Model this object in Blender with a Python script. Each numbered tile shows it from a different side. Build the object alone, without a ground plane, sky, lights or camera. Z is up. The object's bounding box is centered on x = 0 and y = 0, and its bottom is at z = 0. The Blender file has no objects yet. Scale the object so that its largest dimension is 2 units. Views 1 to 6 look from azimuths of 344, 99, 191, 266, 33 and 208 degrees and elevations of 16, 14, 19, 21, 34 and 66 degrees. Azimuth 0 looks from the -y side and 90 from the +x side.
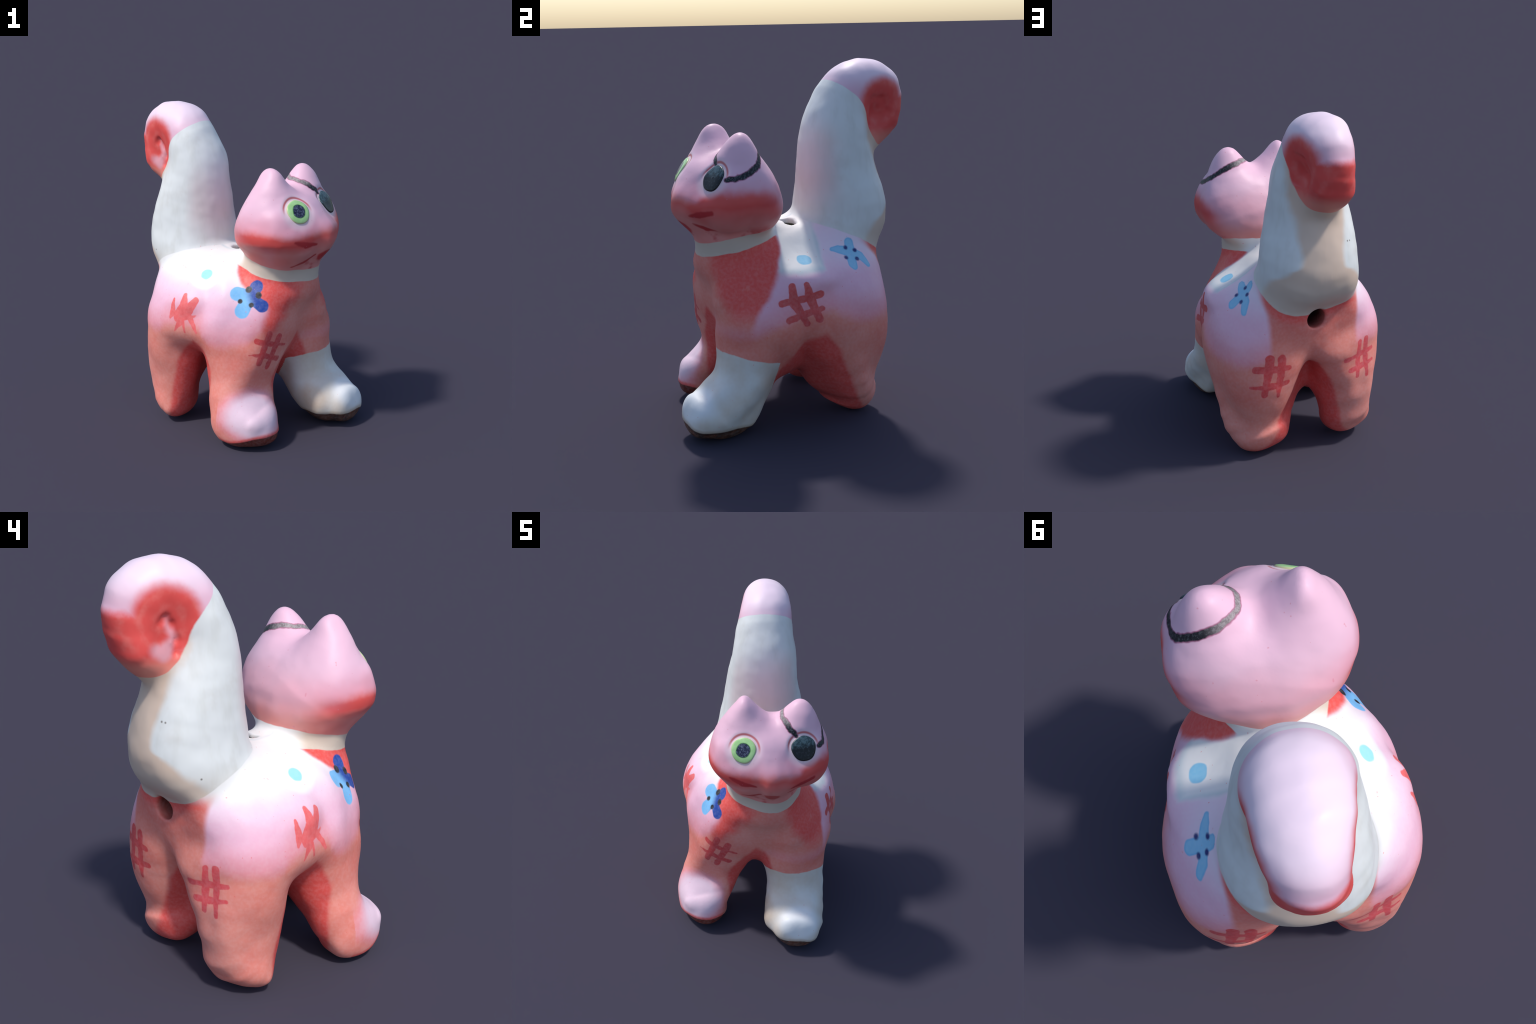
"""A hand-painted ceramic cat with a curled tail.

The clay body is one smooth skin, described as a blend of balls and limbs
(ellipsoids and tapered elliptical limbs), meshed, and then parted by region
into head, ears, neck band, torso, legs and tail.  Colour is painted by nodes.

Working frame ("cat frame"): s = towards the cat's left, t = forward, z = up.
"""
import bpy
import numpy as np
from mathutils import Vector, noise

LEFT = np.array([0.809, 0.588, 0.0])
FORWARD = np.array([0.588, -0.809, 0.0])
TO_WORLD = np.stack([LEFT, FORWARD, [0.0, 0.0, 1.0]])     # rows: cat axes in world


# ------------------------------------------------------------------ clay forms
def ball(name, part, centre, radii, turn):
    return dict(kind='ball', name=name, part=part, c=np.array(centre), r=np.array(radii), turn=np.array(turn))


def limb(name, part, yaw, lift, nodes):
    a = np.array([[*n['at'], n['wide'], n['deep']] for n in nodes])
    return dict(kind='limb', name=name, part=part, yaw=yaw, lift=lift, nodes=a)


FORMS = [
    ball('skull', 'head', centre=(-0.017, 0.366, 1.275), radii=(0.33, 0.239, 0.08), turn=(0.004, -0.002, 0.002)),
    ball('crown', 'head', centre=(-0.091, 0.434, 1.372), radii=(0.205, 0.084, 0.08), turn=(0.0, 0.004, -0.001)),
    ball('cheekL', 'head', centre=(0.229, 0.419, 1.318), radii=(0.108, 0.1, 0.17), turn=(0.0, 0.004, 0.0)),
    ball('cheekR', 'head', centre=(-0.125, 0.453, 1.225), radii=(0.136, 0.166, 0.135), turn=(0.0, 0.0, 0.001)),
    ball('muzzle', 'head', centre=(-0.014, 0.423, 1.249), radii=(0.08, 0.236, 0.118), turn=(0.0, -0.002, -0.001)),
    ball('jaw', 'head', centre=(-0.033, 0.314, 1.059), radii=(0.213, 0.163, 0.141), turn=(0.0, -0.001, 0.001)),
    limb('earL', 'head', yaw=0.0, lift=-0.001, nodes=[
        dict(at=(0.115, 0.242, 1.261), wide=0.194, deep=0.147),
        dict(at=(0.143, 0.277, 1.371), wide=0.16, deep=0.112),
        dict(at=(0.162, 0.335, 1.49), wide=0.1, deep=0.091),
        dict(at=(0.165, 0.33, 1.553), wide=0.057, deep=0.05),
        dict(at=(0.166, 0.325, 1.619), wide=0.026, deep=0.025),
    ]),
    limb('earR', 'head', yaw=-0.002, lift=0.0, nodes=[
        dict(at=(-0.115, 0.256, 1.281), wide=0.188, deep=0.161),
        dict(at=(-0.152, 0.307, 1.378), wide=0.154, deep=0.12),
        dict(at=(-0.161, 0.335, 1.48), wide=0.098, deep=0.087),
        dict(at=(-0.166, 0.34, 1.568), wide=0.047, deep=0.045),
        dict(at=(-0.163, 0.337, 1.627), wide=0.02, deep=0.043),
    ]),
    ball('neck', 'body', centre=(-0.058, 0.207, 0.9), radii=(0.271, 0.313, 0.17), turn=(-0.001, 0.002, 0.0)),
    ball('chest', 'body', centre=(-0.091, 0.309, 0.773), radii=(0.276, 0.17, 0.198), turn=(-0.004, -0.003, -0.002)),
    ball('shoulderL', 'body', centre=(0.123, 0.144, 0.547), radii=(0.309, 0.189, 0.25), turn=(-0.003, -0.003, 0.005)),
    ball('shoulderR', 'body', centre=(-0.321, 0.108, 0.611), radii=(0.205, 0.171, 0.385), turn=(0.007, 0.008, 0.001)),
    ball('barrel', 'body', centre=(-0.022, -0.058, 0.85), radii=(0.505, 0.254, 0.196), turn=(-0.005, 0.004, -0.004)),
    ball('rump', 'body', centre=(-0.079, -0.235, 0.825), radii=(0.374, 0.306, 0.225), turn=(0.001, 0.002, -0.002)),
    ball('haunchL', 'body', centre=(0.219, -0.341, 0.535), radii=(0.232, 0.193, 0.417), turn=(0.003, 0.007, -0.001)),
    ball('haunchR', 'body', centre=(-0.391, -0.341, 0.419), radii=(0.171, 0.252, 0.345), turn=(-0.002, -0.001, 0.001)),
    ball('flankR', 'body', centre=(-0.281, -0.105, 0.676), radii=(0.263, 0.435, 0.185), turn=(-0.001, 0.002, -0.003)),
    ball('flankL', 'body', centre=(0.341, -0.138, 0.63), radii=(0.17, 0.246, 0.288), turn=(0.0, 0.006, 0.002)),
    limb('legFL', 'legFL', yaw=0.004, lift=0.012, nodes=[
        dict(at=(0.141, 0.288, 0.697), wide=0.167, deep=0.231),
        dict(at=(0.228, 0.356, 0.302), wide=0.19, deep=0.15),
        dict(at=(0.199, 0.526, 0.146), wide=0.216, deep=0.136),
    ]),
    ball('pawFL', 'legFL', centre=(0.189, 0.651, 0.153), radii=(0.148, 0.092, 0.138), turn=(0.006, 0.003, -0.013)),
    limb('legFR', 'legFR', yaw=-0.002, lift=0.002, nodes=[
        dict(at=(-0.323, 0.188, 0.649), wide=0.08, deep=0.193),
        dict(at=(-0.436, 0.198, 0.293), wide=0.139, deep=0.173),
        dict(at=(-0.421, 0.401, 0.191), wide=0.146, deep=0.104),
    ]),
    ball('pawFR', 'legFR', centre=(-0.391, 0.327, 0.089), radii=(0.143, 0.159, 0.08), turn=(-0.014, 0.003, 0.0)),
    limb('legHL', 'legHL', yaw=0.016, lift=0.001, nodes=[
        dict(at=(0.18, -0.153, 0.58), wide=0.206, deep=0.171),
        dict(at=(0.203, -0.292, 0.24), wide=0.259, deep=0.129),
        dict(at=(0.179, -0.337, 0.127), wide=0.229, deep=0.194),
    ]),
    limb('legHR', 'legHR', yaw=-0.017, lift=-0.01, nodes=[
        dict(at=(-0.267, -0.43, 0.593), wide=0.174, deep=0.158),
        dict(at=(-0.335, -0.397, 0.216), wide=0.198, deep=0.197),
        dict(at=(-0.359, -0.29, 0.094), wide=0.159, deep=0.08),
    ]),
    limb('stem', 'tail', yaw=0.001, lift=-0.001, nodes=[
        dict(at=(-0.016, -0.384, 1.018), wide=0.228, deep=0.147),
        dict(at=(-0.033, -0.425, 1.175), wide=0.25, deep=0.221),
        dict(at=(-0.048, -0.383, 1.374), wide=0.198, deep=0.213),
        dict(at=(-0.006, -0.331, 1.619), wide=0.182, deep=0.174),
        dict(at=(0.021, -0.371, 1.673), wide=0.159, deep=0.181),
    ]),
    ball('tailback', 'tail', centre=(-0.086, -0.517, 1.125), radii=(0.194, 0.171, 0.178), turn=(0.002, 0.0, 0.003)),
    ball('coil', 'curl', centre=(-0.04, -0.557, 1.689), radii=(0.127, 0.093, 0.108), turn=(0.0, 0.0, 0.0)),
    ball('tailroot', 'tail', centre=(-0.061, -0.27, 0.981), radii=(0.244, 0.082, 0.083), turn=(0.0, 0.001, -0.006)),
    limb('curl', 'curl', yaw=0.0, lift=-0.001, nodes=[
        dict(at=(0.0, -0.405, 1.768), wide=0.183, deep=0.172),
        dict(at=(-0.007, -0.474, 1.836), wide=0.167, deep=0.156),
        dict(at=(-0.037, -0.642, 1.809), wide=0.19, deep=0.21),
        dict(at=(-0.019, -0.679, 1.648), wide=0.165, deep=0.141),
        dict(at=(-0.012, -0.586, 1.605), wide=0.112, deep=0.146),
    ]),
    ball('pawFR2', 'legFR', centre=(-0.519, 0.263, 0.137), radii=(0.08, 0.146, 0.113), turn=(0.001, 0.001, 0.004)),
    ball('pawFL2', 'legFL', centre=(0.276, 0.467, 0.154), radii=(0.08, 0.18, 0.154), turn=(0.002, 0.003, 0.001)),
]

# Thumb presses in the soft clay: (s, t, z, swell); each is a wide, soft swelling
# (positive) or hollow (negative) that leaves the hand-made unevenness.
PRESSES = dict(
    legs=[
        (-0.59, 0.18, 0.13, -0.0216), (0.34, 0.66, 0.13, -0.0009), (-0.26, -0.51, 0.25, -0.0641), (0.28, -0.18, 0.07, -0.0194),
        (-0.08, -0.06, 0.46, 0.0162), (-0.56, -0.24, 0.55, -0.0008), (0.37, 0.24, 0.37, -0.0308), (-0.02, 0.39, 0.19, -0.0187),
        (-0.38, 0.51, 0.07, 0.0224), (-0.47, -0.21, 0.1, -0.0072), (0.25, -0.51, 0.31, 0.0015), (0.46, -0.15, 0.43, -0.0173),
        (0.19, 0.51, 0.52, -0.0297), (-0.26, 0.12, 0.22, -0.0102), (-0.41, 0.36, 0.4, -0.0399), (0.01, -0.3, 0.22, -0.0572),
        (0.28, 0.33, 0.07, -0.0124), (0.19, 0, 0.31, 0.0198), (-0.41, -0.51, 0.52, -0.0606), (-0.02, 0.24, 0.46, -0.0411),
        (-0.38, 0, 0.46, -0.0252), (0.04, 0.66, 0.13, -0.0040), (-0.26, -0.18, 0.28, -0.0278), (0.43, 0.06, 0.58, -0.0282),
        (-0.5, -0.36, 0.31, -0.0461), (0.19, -0.42, 0.07, -0.0515), (-0.23, -0.33, 0.07, -0.0223), (0.34, 0.48, 0.31, -0.0099),
        (0.4, -0.33, 0.22, -0.0587), (-0.08, -0.39, 0.43, -0.0353), (0.13, 0.21, 0.22, 0.0176), (-0.26, 0.3, 0.07, -0.0283),
        (-0.53, 0.15, 0.37, -0.0334), (-0.53, 0.39, 0.19, -0.0430), (-0.2, 0.33, 0.31, 0.0773), (0.1, 0.54, 0.31, 0.0138),
        (0.43, -0.39, 0.46, -0.0106), (-0.41, -0.45, 0.1, -0.0672), (0.1, -0.12, 0.16, 0.0592), (0.37, -0.09, 0.25, 0.0213),
        (-0.17, 0.12, 0.4, -0.0248), (-0.35, 0.42, 0.58, 0.0008), (-0.47, -0.15, 0.37, -0.0167), (-0.41, 0.15, 0.07, 0.0065),
        (-0.23, -0.54, 0.46, -0.0235), (0.01, 0.42, 0.52, 0.0118), (0.07, -0.51, 0.43, -0.0008), (0.07, 0.06, 0.46, -0.0064),
        (0.37, 0.03, 0.4, -0.0349), (-0.53, -0.03, 0.58, -0.0252), (-0.35, 0.45, 0.25, -0.0321), (-0.41, 0.03, 0.28, -0.0245),
        (0.37, 0.48, 0.13, -0.0479), (0.04, -0.12, 0.34, 0.0259), (0.1, 0.33, 0.07, 0.0307), (-0.17, -0.33, 0.25, 0.0046),
        (0.19, 0.69, 0.22, -0.0565), (-0.11, -0.21, 0.37, 0.0556), (0.34, 0.42, 0.49, -0.0201), (0.1, -0.45, 0.22, -0.0141),
        (-0.41, -0.51, 0.34, -0.0412), (0.1, -0.27, 0.07, -0.0664), (0.37, 0.33, 0.22, -0.0425), (-0.5, 0.27, 0.52, 0.0039),
        (-0.2, 0.39, 0.49, 0.0487),
    ],
    tail=[
        (0.01, -0.66, 1.99, -0.0236), (0.19, -0.27, 1.39, 0.0264), (-0.11, -0.66, 1.03, -0.0291), (-0.23, -0.36, 1.66, 0.0048),
        (0.04, -0.72, 1.54, -0.0498), (0.16, -0.36, 1.78, -0.0381), (-0.29, -0.39, 1.27, -0.0187), (-0.11, -0.15, 1.42, -0.0014),
        (-0.11, -0.39, 1.93, -0.0107), (-0.14, -0.63, 1.33, -0.0019), (-0.14, -0.63, 1.75, -0.0677), (-0.02, -0.18, 1.69, -0.0328),
        (0.16, -0.48, 1.54, 0.0125), (-0.2, -0.15, 1.15, 0.0295), (0.07, -0.78, 1.78, -0.0185), (-0.35, -0.36, 1.03, 0.0100),
        (0.13, -0.18, 1.18, 0.0309), (0.07, -0.57, 1.72, -0.0478), (-0.26, -0.54, 1.12, -0.0307), (0.1, -0.45, 1.96, -0.0076),
        (0.25, -0.36, 1.21, -0.0081), (-0.26, -0.3, 1.45, -0.0024), (0.16, -0.27, 1.6, -0.0261), (0.01, -0.66, 1.21, -0.0200),
        (0.25, -0.45, 1.03, -0.0116), (0.1, -0.63, 1.03, 0.0055), (-0.14, -0.57, 1.93, -0.0183), (0.01, -0.27, 1.87, -0.0196),
        (-0.08, -0.78, 1.66, -0.0233), (0.19, -0.45, 1.36, 0.0008), (-0.05, -0.12, 1.24, -0.0120), (0.04, -0.15, 1.51, -0.0062),
        (-0.08, -0.75, 1.87, -0.0486), (-0.17, -0.21, 1.6, -0.0055), (0.13, -0.63, 1.87, 0.0031),
    ],
    head=[
        (0.1, 0.63, 1.33, 0.0064), (-0.29, 0.21, 1.51, 0.0063), (0.34, 0.21, 1.39, 0.0015), (0.07, 0.36, 1.6, -0.0013),
        (-0.23, 0.54, 1.42, 0.0041), (0.04, 0.12, 1.39, 0.0052), (0.31, 0.45, 1.21, -0.0169), (-0.26, 0.12, 1.21, 0.0008),
        (0.25, 0.18, 1.12, 0.0072), (-0.38, 0.36, 1.3, -0.0023), (-0.11, 0.6, 1.18, -0.0543), (-0.17, 0.36, 1.69, -0.0124),
        (0.25, 0.45, 1.45, -0.0260), (-0.08, 0.21, 1.54, 0.0159), (-0.02, 0.54, 1.48, 0.0272), (0.25, 0.27, 1.57, -0.0078),
        (-0.17, 0.09, 1.39, -0.0092), (0.13, 0.54, 1.15, 0.0183), (0.22, 0.09, 1.3, -0.0161), (-0.29, 0.51, 1.24, 0.0037),
        (-0.08, 0.06, 1.24, 0.0021),
    ],
    torso=[
        (0.4, -0.45, 0.67, -0.0090), (-0.41, -0.12, 1, -0.0010), (-0.14, 0.45, 0.64, -0.0044), (0.37, 0.15, 0.85, 0.0486),
        (-0.23, 0.39, 1.09, 0.0046), (0.01, 0, 1.09, 0.0243), (-0.5, 0.18, 0.67, -0.0257), (-0.02, -0.54, 0.61, 0.0330),
        (0.13, 0.48, 0.94, 0.0077), (0.28, -0.27, 1, 0.0122), (-0.38, -0.48, 0.82, 0.0099), (0.16, -0.54, 0.88, 0.0318),
        (0.46, -0.15, 0.76, -0.0279), (-0.38, 0.18, 0.94, 0.0044), (0.37, 0.33, 0.64, 0.0188), (-0.56, -0.06, 0.76, 0.0092),
        (-0.35, 0.39, 0.79, -0.0034), (-0.11, 0.51, 0.88, -0.0306), (0.25, -0.03, 0.97, -0.0327), (-0.53, -0.3, 0.79, 0.0165),
        (-0.17, -0.57, 0.79, -0.0200), (0.31, 0.36, 0.85, -0.0270), (0.07, 0.48, 0.7, -0.0326), (-0.26, 0.03, 1.03, 0.0093),
        (0.34, -0.39, 0.85, -0.0230), (0.19, 0.36, 1.09, -0.0157), (0.46, -0.27, 0.61, -0.0158), (0.25, 0.45, 0.7, 0.0018),
        (-0.47, -0.42, 0.67, -0.0147), (-0.47, 0.03, 0.91, -0.0466), (-0.02, 0.54, 1.03, 0.0278), (-0.02, -0.6, 0.88, -0.0216),
        (-0.29, -0.51, 0.67, -0.0352), (-0.26, -0.54, 0.94, 0.0262), (-0.23, 0.21, 1.06, -0.0122), (0.4, -0.03, 0.88, -0.0655),
        (0.13, -0.54, 0.7, 0.0010), (-0.29, 0.33, 0.94, -0.0175),
    ],
)
PRESS_WIDTH = 0.12
PRESS_ALL = np.array([p for group in PRESSES.values() for p in group])


def presses(p):
    d = np.empty(len(p))
    for i in range(0, len(p), 40000):
        q = p[i:i + 40000]
        d2 = (q * q).sum(1)[:, None] + (PRESS_ALL[:, :3] ** 2).sum(1) - 2 * q @ PRESS_ALL[:, :3].T
        d[i:i + 40000] = np.exp(d2 / (-2 * PRESS_WIDTH ** 2)) @ PRESS_ALL[:, 3]
    return d


BLEND = 0.042         # how softly the forms run into one another


def turn_matrix(v):
    a = np.linalg.norm(v)
    if a < 1e-9:
        return np.eye(3)
    k = v / a
    K = np.array([[0, -k[2], k[1]], [k[2], 0, -k[0]], [-k[1], k[0], 0]])
    return np.eye(3) + np.sin(a) * K + (1 - np.cos(a)) * K @ K


def ball_field(p, f):
    q = (p - f['c']) @ turn_matrix(f['turn'])
    r = f['r']
    k0 = np.sqrt(((q / r) ** 2).sum(1))
    k1 = np.sqrt(((q / r ** 2) ** 2).sum(1))
    return k0 * (k0 - 1) / (k1 + 1e-9)


def smooth_nodes(n, m=3):
    P = np.vstack([2 * n[0] - n[1], n, 2 * n[-1] - n[-2]])
    out = []
    for i in range(len(n) - 1):
        a, b, c, d = P[i:i + 4]
        for j in range(m):
            t = j / m
            out.append(.5 * (2 * b + (c - a) * t + (2 * a - 5 * b + 4 * c - d) * t * t + (3 * b - a - 3 * c + d) * t ** 3))
    out.append(n[-1])
    return np.array(out)


def limb_field(p, f, soft=0.02):
    n = smooth_nodes(f['nodes']) if len(f['nodes']) > 2 else f['nodes']
    y, l = f['yaw'], f['lift']
    side = np.array([np.cos(y) * np.cos(l), np.sin(y) * np.cos(l), np.sin(l)])
    total = 0
    for A, C in zip(n[:-1], n[1:]):
        along = C[:3] - A[:3]
        h = np.clip((p - A[:3]) @ along / (along @ along + 1e-9), 0, 1)[:, None]
        q = p - A[:3] - h * along
        w = np.abs(A[3] + h[:, 0] * (C[3] - A[3])) + 1e-3
        d = np.abs(A[4] + h[:, 0] * (C[4] - A[4])) + 1e-3
        ql = q @ side
        qp = np.maximum((q * q).sum(1) - ql * ql, 0)
        k0 = np.sqrt((ql / w) ** 2 + qp / d ** 2)
        k1 = np.sqrt((ql / w ** 2) ** 2 + qp / d ** 4)
        v = np.where(k1 > 1e-6, k0 * (k0 - 1) / (k1 + 1e-9), -np.minimum(w, d))
        total = total + np.exp(-np.clip(v, -.6, .6) / soft)
    return -soft * np.log(total)


def form_field(p, f):
    return ball_field(p, f) if f['kind'] == 'ball' else limb_field(p, f)


def capsule(p, a, b, r):
    a, b = np.array(a), np.array(b)
    h = np.clip((p - a) @ (b - a) / ((b - a) @ (b - a)), 0, 1)[:, None]
    return np.linalg.norm(p - a - h * (b - a), axis=1) - r


def smooth_max(a, b, k):
    h = np.clip(.5 + .5 * (a - b) / k, 0, 1)
    return b + (a - b) * h + k * h * (1 - h)


def step(x, lo, hi):
    h = np.clip((x - lo) / (hi - lo), 0, 1)
    return h * h * (3 - 2 * h)


EYES = [  # centre on the face, outward normal
    dict(name='eye', at=(-.168, .536, 1.437), out=(-.27, .69, .67), r=.073),
    dict(name='painted_eye_patch', at=(.181, .496, 1.424), out=(.25, .75, .60), r=.073),
]
SPOUT = ((-.027, -.68, .888), (-.03, -.33, .84), .058)           # hole under the tail
GROOVES = [  # (path, width, depth): where the coil of the tail meets itself
    ([(-.13, -.605, 1.745), (-.137, -.582, 1.768), (-.135, -.555, 1.735), (-.138, -.531, 1.665), (-.140, -.535, 1.615)], .014, .009),
    ([(.10, -.600, 1.63), (.11, -.640, 1.70), (.115, -.600, 1.78), (.12, -.530, 1.79)], .018, .006),
]


def eye_frame(e):
    n = np.array(e['out']) / np.linalg.norm(e['out'])
    u = np.cross([0, 0, 1.], n)
    u /= np.linalg.norm(u)
    return np.array(e['at']), n, u, np.cross(n, u)


def clay(p, want_parts=False):
    parts = {}
    for f in FORMS:
        v = np.exp(-np.clip(form_field(p, f), -.5, .7) / BLEND)
        parts[f['part']] = parts.get(f['part'], 0) + v
    if want_parts:
        return parts
    d = -BLEND * np.log(sum(parts.values()))
    close = np.abs(d) < .2
    d[close] -= presses(p[close])
    d = d - .001
    # eye sockets: a shallow groove round each eye, deeper over the brow
    for e in EYES:
        c, n, u, w = eye_frame(e)
        q = p - c
        a, b, h = q @ u, q @ w, q @ n
        rho = np.sqrt(a * a + b * b)
        near = np.exp(-(h / .06) ** 2)
        brow = .12 + .88 * step(b, -.05, .06)
        d = d + near * brow * .0055 * np.exp(-((rho - .088) / .011) ** 2)
    for path, wide, deep in GROOVES:
        for a, b in zip(path[:-1], path[1:]):
            r = capsule(p, a, b, 0.0)
            d = np.where(r < .08, d + deep * np.exp(-(r / wide) ** 2), d)
    # bare foot rims are set a little inside the glaze
    foot = step(p[:, 1], .05, .2) * (1 - step(p[:, 2], sole_line(p) - .012, sole_line(p) + .004))
    d = d + .005 * foot
    d = smooth_max(d, -p[:, 2], .012)                           # flat standing face
    d = smooth_max(d, -capsule(p, *SPOUT), .012)
    d = smooth_max(d, -slot_box(p), .010)
    return d


def slot_box(p):
    """The squarish cut in the back, a box with rounded corners."""
    q = np.abs(p - np.array((-.01, -.045, 1.12))) - np.array((.034, .009, .12))
    return np.linalg.norm(np.maximum(q, 0), axis=1) + np.minimum(q.max(1), 0) - .023 - .004 * np.sin(p[:, 0] * 70 + p[:, 1] * 45)


def slot_and_spout(p):
    return np.minimum(slot_box(p), capsule(p, *SPOUT))


def sole_line(p):
    return .05 + .055 * step(p[:, 1], .25, .5) - .03 * step(p[:, 0], .2, .34)


# ------------------------------------------------------------- skin from field
CELL = 0.0092


def skin():
    lo = np.array([-.68, -.90, -.03])
    n = (np.ceil((np.array([.60, .84, 2.08]) - lo) / (CELL * 4)) * 4).astype(int)
    cn = n // 4
    axes = [lo[i] + CELL * 4 * (np.arange(cn[i]) + .5) - CELL / 2 for i in range(3)]
    G = np.stack(np.meshgrid(*axes, indexing='ij'), -1).reshape(-1, 3)
    coarse = np.concatenate([clay(g) for g in np.array_split(G, 8)]).reshape(cn)
    F = np.repeat(np.repeat(np.repeat(coarse, 4, 0), 4, 1), 4, 2)
    near = np.argwhere(np.abs(coarse) < CELL * 5.5)
    off = np.stack(np.meshgrid(*[np.arange(4)] * 3, indexing='ij'), -1).reshape(-1, 3)
    idx = (near[:, None] * 4 + off).reshape(-1, 3)
    P = lo + CELL * idx
    vals = np.concatenate([clay(q) for q in np.array_split(P, max(1, len(P) // 150000))])
    F[idx[:, 0], idx[:, 1], idx[:, 2]] = vals
    # surface nets: one vertex in each cell that the surface crosses
    S = F < 0
    c = [S[i:n[0] - 1 + i, j:n[1] - 1 + j, k:n[2] - 1 + k] for i in (0, 1) for j in (0, 1) for k in (0, 1)]
    tot = sum(x.astype(np.int8) for x in c)
    cells = np.argwhere((tot > 0) & (tot < 8))
    vid = -np.ones(n - 1, int)
    vid[tuple(cells.T)] = np.arange(len(cells))
    V = lo + CELL * (cells + .5)
    quads = []
    for ax in range(3):
        b = [slice(None)] * 3
        a = [slice(None)] * 3
        a[ax], b[ax] = slice(0, -1), slice(1, None)
        cross = np.argwhere(S[tuple(a)] != S[tuple(b)])
        u, v = (ax + 1) % 3, (ax + 2) % 3
        flip = S[tuple(a)][tuple(cross.T)]
        eu, ev = np.eye(3, dtype=int)[u], np.eye(3, dtype=int)[v]
        q = np.stack([vid[tuple((cross - d).T)] for d in (eu + ev, ev, 0 * eu, eu)], 1)
        q[~flip] = q[~flip][:, ::-1]
        quads.append(q)
    Q = np.concatenate(quads)
    # settle every vertex on the surface, sliding a little to even the mesh
    for it in range(3):
        if it < 2:
            acc = np.zeros_like(V)
            cnt = np.zeros(len(V))
            for i in range(4):
                np.add.at(acc, Q[:, i], V[Q[:, i - 1]] + V[Q[:, (i + 1) % 4]])
                np.add.at(cnt, Q[:, i], 2)
            V = .4 * V + .6 * acc / cnt[:, None]
        d, g = field_and_slope(V)
        V = V - np.clip(d, -.012, .012)[:, None] * g / np.maximum((g * g).sum(1), .3)[:, None]
    # rub the skin down: even out the ribs where limb segments meet
    rim = np.abs(slot_and_spout(V)) < .03
    for amount in [.6, -.63] * 10:
        acc = np.zeros_like(V)
        cnt = np.zeros(len(V))
        for i in range(4):
            np.add.at(acc, Q[:, i], V[Q[:, i - 1]] + V[Q[:, (i + 1) % 4]])
            np.add.at(cnt, Q[:, i], 2)
        V = V + np.where(rim, 0, amount)[:, None] * (acc / cnt[:, None] - V)
    return V, Q


def field_and_slope(V, h=1e-3):
    d = clay(V)
    g = np.stack([(clay(V + h * e) - d) / h for e in np.eye(3)], 1)
    return d, g


V, Q = skin()

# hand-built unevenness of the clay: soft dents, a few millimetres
_, slope = field_and_slope(V)
slope /= np.linalg.norm(slope, axis=1, keepdims=True) + 1e-9
wob = np.array([noise.noise(Vector(v * 7.0)) * .0048 + noise.noise(Vector(v * 17.0 + 5.0)) * .0016 for v in V])
wob *= step(V[:, 2], .0, .04)
V = V + slope * wob[:, None]
V[:, 2] -= V[:, 2].min()

# ------------------------------------------------------------- which part is it
centre = V[Q].mean(1)
pv = clay(centre, want_parts=True)
names = list(pv)
strongest = np.array(names)[np.argmax(np.stack([pv[k] for k in names]), 0)]
s, t, z = centre.T


def tail_base_plane(s, t, z):
    return z - (1.175 + .5 * t + .6 * s * s - .06 * s)


collar_top = 1.062 + .21 * (.5 - t)
collar_low = .985 + .21 * (.5 - t)
label = np.full(len(Q), 'torso', dtype=object)
for g in ('legFL', 'legFR'):
    label[(strongest == g) & (z < .66) & (t > .2)] = 'foreleg_' + g[-1]
for g in ('legHL', 'legHR'):
    label[(strongest == g) & (z < .6)] = 'hind_leg_' + g[-1]
up = (t > .06) & (z > .9)
label[up & (z > collar_low + .014) & (strongest != 'tail')] = 'neck_band'
label[up & (z > collar_top) & (strongest != 'tail')] = 'head'
label[(label == 'torso') & np.isin(strongest, ['head']) & (z > 1.12)] = 'head'
head_ear = (label == 'head') & (z > 1.575)
label[head_ear & (s > 0)] = 'ear_L'
label[head_ear & (s <= 0)] = 'ear_R'
label[np.isin(strongest, ['tail', 'curl']) & (tail_base_plane(s, t, z) > .02)] = 'tail'

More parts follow.
